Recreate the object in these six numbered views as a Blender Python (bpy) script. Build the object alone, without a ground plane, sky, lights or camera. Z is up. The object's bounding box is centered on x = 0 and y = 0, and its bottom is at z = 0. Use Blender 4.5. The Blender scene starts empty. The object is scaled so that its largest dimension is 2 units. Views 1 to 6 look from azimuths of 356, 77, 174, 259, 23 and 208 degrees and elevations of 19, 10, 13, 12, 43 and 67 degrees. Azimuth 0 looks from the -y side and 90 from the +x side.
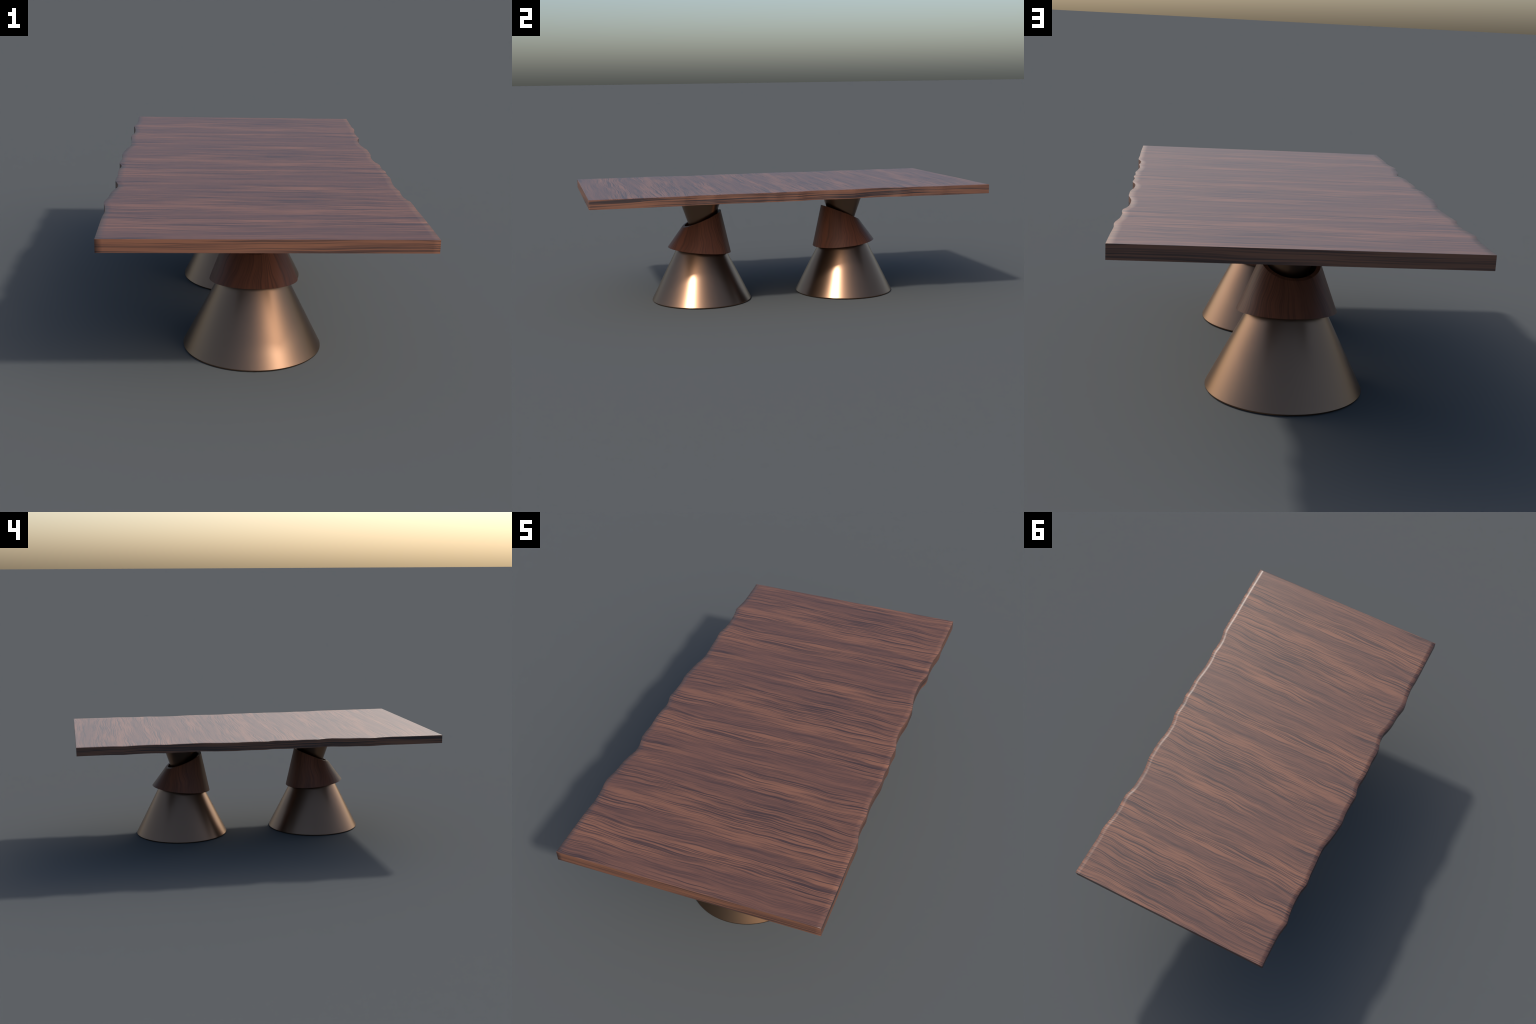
"""Dining table: a live-edge wooden top on two pedestals of stacked cones
(bronze base cone, tilted wooden collar, bronze inverted cone)."""
import bpy
import math
from mathutils import Vector

COL = bpy.context.scene.collection

# ------------------------------------------------------------------ sizes
TOP_Z, UNDER_Z = 0.6122, 0.5680          # slab of the top
HALF_LEN = 1.0                           # the top runs from y = -1 to y = +1

# live edges: (y, x) control points of the sawn outline, smooth in between
EAST_EDGE = [(-1.0, .5412), (-.88, .5412), (-.76, .5405), (-.65, .5388), (-.60, .5397), (-.56, .5390), (-.52, .530),
             (-.485, .5250), (-.455, .5250), (-.412, .5286), (-.375, .5245), (-.337, .5220), (-.28, .5250), (-.21, .5318),
             (-.185, .5305), (-.155, .5286), (-.11, .5323), (-.06, .5266), (-.03, .5275), (0, .5298), (.02, .5280),
             (.055, .5190), (.09, .5155), (.135, .5165), (.18, .5230), (.215, .5262), (.285, .5260), (.33, .5190),
             (.375, .5125), (.418, .5117), (.465, .5135), (.49, .5170), (.535, .5288), (.552, .5295), (.60, .5258),
             (.655, .5276), (.72, .5372), (.745, .5392), (.79, .5362), (.88, .5388), (1.0, .5413)]
WEST_EDGE = [(-1, -.536), (-.9, -.5348), (-.765, -.5328), (-.70, -.5288), (-.66, -.5312), (-.63, -.5345), (-.60, -.5398),
             (-.575, -.5416), (-.545, -.5370), (-.51, -.5306), (-.46, -.5275), (-.425, -.522), (-.395, -.5140),
             (-.372, -.5085), (-.348, -.5088), (-.315, -.515), (-.28, -.5237), (-.255, -.5237), (-.205, -.5203),
             (-.15, -.5232), (-.105, -.5215), (-.075, -.518), (-.05, -.5158), (-.03, -.5185), (-.005, -.5260),
             (.012, -.5279), (.045, -.525), (.092, -.5224), (.125, -.523), (.165, -.5272), (.20, -.524), (.245, -.5185),
             (.28, -.5125), (.315, -.5038), (.345, -.5006), (.38, -.5012), (.43, -.504), (.475, -.505), (.51, -.508),
             (.535, -.5108), (.56, -.507), (.59, -.500), (.64, -.4982), (.69, -.501), (.73, -.506), (.757, -.5112),
             (.785, -.507), (.83, -.5003), (.88, -.499), (.94, -.499), (1.0, -.5005)]


def smooth_curve(points):
    """Cubic through the control points, with slopes limited so that it never overshoots."""
    ys, xs = [p[0] for p in points], [p[1] for p in points]
    n = len(ys)
    d = [(xs[i + 1] - xs[i]) / (ys[i + 1] - ys[i]) for i in range(n - 1)]
    m = [d[0]] + [0.0 if d[i - 1] * d[i] <= 0 else 2 * d[i - 1] * d[i] / (d[i - 1] + d[i]) for i in range(1, n - 1)] + [d[-1]]

    def at(y):
        i = 0
        while i < n - 2 and y > ys[i + 1]:
            i += 1
        h = ys[i + 1] - ys[i]
        t = (y - ys[i]) / h
        return ((1 + 2 * t) * (1 - t) ** 2 * xs[i] + t * (1 - t) ** 2 * h * m[i]
                + t * t * (3 - 2 * t) * xs[i + 1] + t * t * (t - 1) * h * m[i + 1])
    return at


# ------------------------------------------------------------------ node helpers
class Nodes:
    def __init__(self, name):
        self.mat = bpy.data.materials.new(name)
        self.mat.use_nodes = True
        self.t = self.mat.node_tree
        self.t.nodes.clear()

    def new(self, kind, **props):
        n = self.t.nodes.new(kind)
        for k, v in props.items():
            setattr(n, k, v)
        return n

    def put(self, sock, value):
        if hasattr(value, "is_output"):
            self.t.links.new(value, sock)
        else:
            sock.default_value = value

    def math(self, op, a, b=0.0, c=0.0, clamp=False):
        n = self.new("ShaderNodeMath", operation=op, use_clamp=clamp)
        for s, v in zip(n.inputs, (a, b, c)):
            self.put(s, v)
        return n.outputs[0]

    def xyz(self, x, y, z):
        n = self.new("ShaderNodeCombineXYZ")
        for s, v in zip(n.inputs, (x, y, z)):
            self.put(s, v)
        return n.outputs[0]

    def split(self, v):
        n = self.new("ShaderNodeSeparateXYZ")
        self.put(n.inputs[0], v)
        return n.outputs

    def noise(self, v, scale=1.0, detail=2.0, rough=0.5, distort=0.0):
        n = self.new("ShaderNodeTexNoise")
        self.put(n.inputs["Vector"], v)
        self.put(n.inputs["Scale"], scale)
        self.put(n.inputs["Detail"], detail)
        self.put(n.inputs["Roughness"], rough)
        self.put(n.inputs["Distortion"], distort)
        return n.outputs["Fac"]

    def ramp(self, fac, stops, mode="LINEAR"):
        n = self.new("ShaderNodeValToRGB")
        cr = n.color_ramp
        cr.interpolation = mode
        while len(cr.elements) < len(stops):
            cr.elements.new(0.5)
        for e, (p, c) in zip(cr.elements, stops):
            e.position = p
            e.color = (*c, 1) if isinstance(c, tuple) else (c, c, c, 1)
        self.put(n.inputs[0], fac)
        return n.outputs[0]

    def mix(self, fac, a, b, blend="MIX"):
        n = self.new("ShaderNodeMix", data_type="RGBA", blend_type=blend)
        self.put(n.inputs[0], fac)
        for s, v in ((n.inputs[6], a), (n.inputs[7], b)):
            self.put(s, (*v, 1) if isinstance(v, tuple) else v)
        return n.outputs[2]

    def mixf(self, fac, a, b):
        n = self.new("ShaderNodeMix", data_type="FLOAT")
        for s, v in zip(n.inputs[:1] + n.inputs[2:4], (fac, a, b)):
            self.put(s, v)
        return n.outputs[0]

    def finish(self, color, rough, **more):
        b = self.new("ShaderNodeBsdfPrincipled")
        self.put(b.inputs["Base Color"], (*color, 1) if isinstance(color, tuple) else color)
        self.put(b.inputs["Roughness"], rough)
        for k, v in more.items():
            self.put(b.inputs[k.replace("_", " ")], v)
        o = self.new("ShaderNodeOutputMaterial")
        self.t.links.new(b.outputs[0], o.inputs[0])
        return self.mat


def wood_colour(k, along, place, look, soften=1.0):
    """Walnut figure. `along` runs with the grain; place(shift) gives two coordinates across it (metres).
    Lines follow a slowly wandering field, so they wave, fork and close into eyes."""
    s, fine, long_ = k.math, look["fine"], look["long"]
    a, b = place(0.0)

    def field(lengthwise, crosswise, u, v, detail=2.0, rough=0.5):
        c = crosswise * fine
        return k.noise(k.xyz(s("MULTIPLY", along, lengthwise * long_), s("MULTIPLY", u, c), s("MULTIPLY", v, c)), 1.0, detail, rough)

    big, small = field(3.6, 5.5, a, b), field(9.0, 34.0, a, b)
    shift = s("ADD", s("MULTIPLY", s("SUBTRACT", big, 0.5), look["wander"]), s("MULTIPLY", s("SUBTRACT", small, 0.5), look["ripple"]))
    a2, b2 = place(shift)
    lines = field(3.2, 235.0, a2, b2, 2.0, 0.4)
    streaks = field(6.5, 125.0, a2, b2, 2.0, 0.5)
    bands = field(2.8, 30.0, a2, b2, 2.0, 0.5)
    tone = k.ramp(field(0.5, 13.0, a, b, 1.0), [(0.36, 1.0), (0.62, 0.0)], "EASE")
    fibre = field(22.0, 560.0, a2, b2, 1.0, 0.6)
    calm = k.ramp(field(1.2, 9.0, a, b, 1.0), [(0.36, 0.0), (0.54, 1.0)], "EASE")
    line_mask = k.ramp(lines, [(0.30, 1.0), (0.43, 0.6), (0.55, 0.0)])
    streak_mask = k.ramp(streaks, [(0.28, 1.0), (0.42, 0.40), (0.52, 0.0)])
    band_mask = k.ramp(bands, [(0.34, 1.0), (0.62, 0.0)], "EASE")
    strength = s("MULTIPLY", line_mask, s("ADD", s("MULTIPLY", calm, look["line"] * 0.6), look["line"] * 0.4))
    strength = s("ADD", strength, s("MULTIPLY", s("MULTIPLY", streak_mask, s("ADD", s("MULTIPLY", calm, 0.6), 0.4)), look["streak"]))
    strength = s("ADD", strength, s("MULTIPLY", band_mask, look["band"]))
    strength = s("ADD", strength, s("MULTIPLY", s("SUBTRACT", 1.0, calm), 0.16))
    strength = s("ADD", strength, s("MULTIPLY", tone, look["tone"]))
    strength = s("ADD", strength, s("MULTIPLY", s("SUBTRACT", fibre, 0.5), look["fibre"]), clamp=True)
    strength = s("MULTIPLY", strength, soften)
    tint = k.mix(k.ramp(bands, [(0.30, 0.15), (0.72, 0.85)]), look["mid"], look["light"])
    tint = k.mix(s("MULTIPLY", s("SUBTRACT", 1.0, calm), 0.45), tint, look["red"])
    return k.mix(strength, tint, look["dark"]), strength


def slab_wood():
    k = Nodes("walnut_slab")
    s = k.math
    obj = k.new("ShaderNodeTexCoord").outputs["Object"]
    x, y, z = k.split(obj)
    normal = k.split(k.new("ShaderNodeNewGeometry").outputs["True Normal"])
    on_side = s("GREATER_THAN", s("ABSOLUTE", normal[0]), 0.6)
    on_end = s("GREATER_THAN", s("ABSOLUTE", normal[1]), 0.6)
    on_rim = s("MAXIMUM", on_side, on_end)
    # the veneer repeats every 0.694 m down the table: wind y round a circle of that girth
    period = 0.694
    across = s("ADD", y, s("MULTIPLY", x, 0.015))
    radius = period / math.tau
    along = k.mixf(on_side, x, s("ADD", y, 3.7))
    along = s("MULTIPLY", along, k.mixf(on_rim, 1.0, 0.5))        # longer, straighter lines on the sawn edges

    def place(shift):
        turn = s("MULTIPLY", s("ADD", across, shift), math.tau / period)
        ring_a, ring_b = s("MULTIPLY", s("COSINE", turn), radius), s("MULTIPLY", s("SINE", turn), radius)
        level = s("ADD", s("MULTIPLY", z, 0.85), s("MULTIPLY", shift, 0.6))
        return k.mixf(on_rim, ring_a, level), k.mixf(on_rim, ring_b, s("MULTIPLY", on_end, 0.31))

    colour, strength = wood_colour(k, along, place, SLAB, k.mixf(on_side, k.mixf(on_end, 0.88, 0.82), 1.05))
    colour = k.mix(on_rim, colour, k.mix(1.0, colour, SLAB["rim"], "MULTIPLY"))
    rough = s("ADD", s("MULTIPLY", strength, SLAB["rough_var"]), SLAB["rough"])
    return k.finish(colour, rough, Specular_IOR_Level=SLAB["spec"])


def collar_wood():
    k = Nodes("dark_walnut_collar")
    s = k.math
    x, y, z = k.split(k.new("ShaderNodeTexCoord").outputs["Object"])
    angle = s("ARCTAN2", y, x)

    def place(shift):
        turn = s("ADD", angle, s("DIVIDE", shift, 0.13))
        return s("MULTIPLY", s("COSINE", turn), 0.13), s("MULTIPLY", s("SINE", turn), 0.13)

    colour, strength = wood_colour(k, z, place, COLLAR)
    return k.finish(colour, COLLAR["rough"], Specular_IOR_Level=COLLAR["spec"])


def bronze():
    k = Nodes("brushed_bronze")
    x, y, z = k.split(k.new("ShaderNodeTexCoord").outputs["Object"])
    fog = k.noise(k.xyz(x, y, k.math("MULTIPLY", z, 0.3)), 9.0, 2.0)
    rough = k.math("ADD", k.math("MULTIPLY", k.math("SUBTRACT", fog, 0.5), 0.02), BRONZE["rough"])
    return k.finish(BRONZE["colour"], rough, Metallic=1.0)


SLAB = dict(light=(0.258, 0.114, 0.069), mid=(0.206, 0.094, 0.062), red=(0.172, 0.080, 0.060), dark=(0.040, 0.027, 0.030),
            fine=1.0, long=1.0, wander=0.046, ripple=0.0075, line=1.05, streak=0.26, band=0.06, tone=0.21, fibre=0.55,
            rim=(0.82, 0.78, 0.72), rough=0.40, rough_var=0.0, spec=0.5)
COLLAR = dict(light=(0.205, 0.070, 0.037), mid=(0.170, 0.059, 0.032), red=(0.148, 0.051, 0.029), dark=(0.055, 0.026, 0.018),
              fine=0.85, long=1.3, wander=0.100, ripple=0.009, line=0.56, streak=0.07, band=0.10, tone=0.06, fibre=0.40,
              rough=0.44, spec=0.20)
BRONZE = dict(colour=(0.236, 0.143, 0.092), rough=0.29)


# ------------------------------------------------------------------ geometry helpers
def add_mesh(name, verts, faces, material, parent, origin=(0, 0, 0), normals=None, smooth=True):
    o = Vector(origin)
    me = bpy.data.meshes.new(name)
    me.from_pydata([Vector(v) - o for v in verts], [], faces)
    me.materials.append(material)
    for p in me.polygons:
        p.use_smooth = smooth
    if normals:
        me.normals_split_custom_set(normals)
    me.validate()
    ob = bpy.data.objects.new(name, me)
    COL.objects.link(ob)
    ob.location = o
    ob.parent = parent
    return ob


def loft(name, rims, material, parent, origin, segments):
    """Frustum through closed rims, capped flat at both ends; walls smooth, caps crisp."""
    verts = [p for rim in rims for p in rim]
    faces = []
    for j in range(len(rims) - 1):
        for i in range(segments):
            i2 = (i + 1) % segments
            faces.append((j * segments + i, j * segments + i2, (j + 1) * segments + i2, (j + 1) * segments + i))
    faces.append(tuple(reversed(range(segments))))
    top0 = (len(rims) - 1) * segments
    faces.append(tuple(range(top0, top0 + segments)))
    ob = add_mesh(name, verts, faces, material, parent, origin)
    ob.data.set_sharp_from_angle(angle=math.radians(20))
    return ob


def circle(cx, cy, z, r, n):
    return [(cx + r * math.cos(math.tau * i / n), cy + r * math.sin(math.tau * i / n), z) for i in range(n)]


def sloped_rim(cx, half_width, outer, inner, roll, n):
    """Ellipse in a sloping plane, from its outer (y, z) point to its inner one; roll tips it sideways."""
    rim = []
    for i in range(n):
        t = math.tau * i / n
        x, f = half_width * math.cos(t), (1 + math.sin(t)) / 2
        rim.append(Vector((cx + x, outer[0] + (inner[0] - outer[0]) * f, outer[1] + (inner[1] - outer[1]) * f + roll * x)))
    return rim


# ------------------------------------------------------------------ the top
def build_top(parent, material):
    east, west = smooth_curve(EAST_EDGE), smooth_curve(WEST_EDGE)
    n = 400
    ys = [-1 + 2 * j / n for j in range(n + 1)]
    ys[1:1] = [-1 + 0.0045]                       # close row: tilted normals on the flat top draw the south glint
    sheen_band = 0.0235                                # bent normals, no rounding, shade light and dark bands along sharp live edges
    rows, n_row = [], 9
    for y in ys:
        w, e = west(y), east(y)
        inner = [w + sheen_band + (e - w - 2 * sheen_band) * t / (n_row - 3) for t in range(n_row - 2)]
        rows.append([w] + inner + [e])

    def outward(curve, y, side):
        h = 1e-3
        a, b = max(-1, y - h), min(1, y + h)
        return Vector((side, -side * (curve(b) - curve(a)) / (b - a), 0)).normalized()

    verts, faces, normals = [], [], []
    m = len(ys)
    for z in (TOP_Z, UNDER_Z):
        for j, y in enumerate(ys):
            verts += [(x, y, z) for x in rows[j]]
    idx = lambda level, j, i: level * m * n_row + j * n_row + i
    out_e = [outward(east, y, 1) for y in ys]
    out_w = [outward(west, y, -1) for y in ys]
    up, south = Vector((0, 0, 1)), Vector((0, -1, 0))

    def top_normal(j, i):
        v = up.copy()
        if i == 0:
            v += out_w[j] * 0.75
        if i == n_row - 1:
            v += out_e[j] * 0.75
        if j == 0:
            v += south * 0.8
        return v.normalized()

    def face(quad, norms):
        faces.append(quad)
        normals.extend([tuple(v) for v in norms])

    for j in range(m - 1):
        for i in range(n_row - 1):
            face((idx(0, j, i), idx(0, j, i + 1), idx(0, j + 1, i + 1), idx(0, j + 1, i)),
                 (top_normal(j, i), top_normal(j, i + 1), top_normal(j + 1, i + 1), top_normal(j + 1, i)))
            face((idx(1, j, i), idx(1, j + 1, i), idx(1, j + 1, i + 1), idx(1, j, i + 1)), [-up] * 4)
        se = [(out_e[q] + (south if q == 0 else Vector())).normalized() for q in (j, j + 1)]
        sw = [(out_w[q] + (south if q == 0 else Vector())).normalized() for q in (j, j + 1)]
        k = n_row - 1
        face((idx(0, j, k), idx(1, j, k), idx(1, j + 1, k), idx(0, j + 1, k)), (se[0], se[0], se[1], se[1]))
        face((idx(0, j, 0), idx(0, j + 1, 0), idx(1, j + 1, 0), idx(1, j, 0)), (sw[0], sw[1], sw[1], sw[0]))
    for i in range(n_row - 1):
        tilt = [(south + (out_w[0] if q == 0 else out_e[0] if q == n_row - 1 else Vector())).normalized() for q in (i, i + 1)]
        face((idx(0, 0, i), idx(1, 0, i), idx(1, 0, i + 1), idx(0, 0, i + 1)), (tilt[0], tilt[0], tilt[1], tilt[1]))
        face((idx(0, m - 1, i), idx(0, m - 1, i + 1), idx(1, m - 1, i + 1), idx(1, m - 1, i)), [-south] * 4)
    return add_mesh("tabletop", verts, faces, material, parent, (0, 0, 0), normals)


# ------------------------------------------------------------------ a pedestal
def build_pedestal(parent, side, base_y, neck_y, crown_shift, crown_roll, metal, wood):
    """side = -1 for the south pedestal, +1 for the north one; each collar leans towards the middle."""
    n = 256
    x0 = -0.0050
    ped = bpy.data.objects.new("pedestal", None)
    COL.objects.link(ped)
    ped.location = (x0, base_y, 0)
    ped.parent = parent

    def child(ob, at):
        ob.parent = ped
        ob.location = Vector(at) - ped.location
        return ob

    # base cone, rising out of sight inside the collar
    flare, r0, lip = math.tan(0.4680), 0.2634, 0.0042
    rims = [circle(x0, base_y, 0, r0 - 0.0004, n)]            # narrow upright lip at the floor
    rims += [circle(x0, base_y, z, r0 - (z - lip) * flare, n) for z in (lip, 0.11, 0.22, 0.292)]
    child(loft("base_cone", rims, metal, None, (x0, base_y, 0), n), (x0, base_y, 0))

    # tilted wooden collar: leans inward, wide sloping foot, steeper sloping crown
    low = sloped_rim(-0.004, 0.167, (0.5671 * side, 0.2847), (0.2337 * side, 0.2498), 0.0, n)
    high = sloped_rim(-0.004 + crown_shift, 0.099, (0.4889 * side, 0.3887), (0.2810 * side, 0.4737), crown_roll, n)
    if side > 0:
        low.reverse()
        high.reverse()
    mid = [[a.lerp(b, t) for a, b in zip(low, high)] for t in (0.33, 0.67)]
    # the crown is an open rim about 14 mm thick round a well that swallows the neck
    centre = sum(high, Vector()) / n
    mouth = [centre + (p - centre) * 0.865 for p in high]
    well = [mouth, [p - Vector((0, 0, 0.07)) for p in mouth]]
    mid_at = (-0.0035, 0.39 * side, 0.35)
    child(loft("wooden_collar", [low, *mid, high, *well], wood, None, mid_at, n), mid_at)

    # inverted cone carrying the top
    flare2, r1 = math.tan(0.3195), 0.1213
    rims = [circle(x0, neck_y, z, r1 - (UNDER_Z - z) * flare2, n) for z in (0.33, 0.41, 0.49, UNDER_Z - 0.0003)]
    child(loft("inverted_cone", rims, metal, None, (x0, neck_y, UNDER_Z), n), (x0, neck_y, UNDER_Z))
    return ped


table = bpy.data.objects.new("dining_table", None)
COL.objects.link(table)
table["label"] = "live-edge walnut dining table on two pedestals of stacked bronze and wood cones"
table["category"] = "dining table"

slab, collar, metal = slab_wood(), collar_wood(), bronze()
build_top(table, slab)
build_pedestal(table, -1, -0.3938, -0.3889, -0.0037, 0.006, metal, collar)
build_pedestal(table, 1, 0.4010, 0.3955, -0.0080, 0.048, metal, collar)
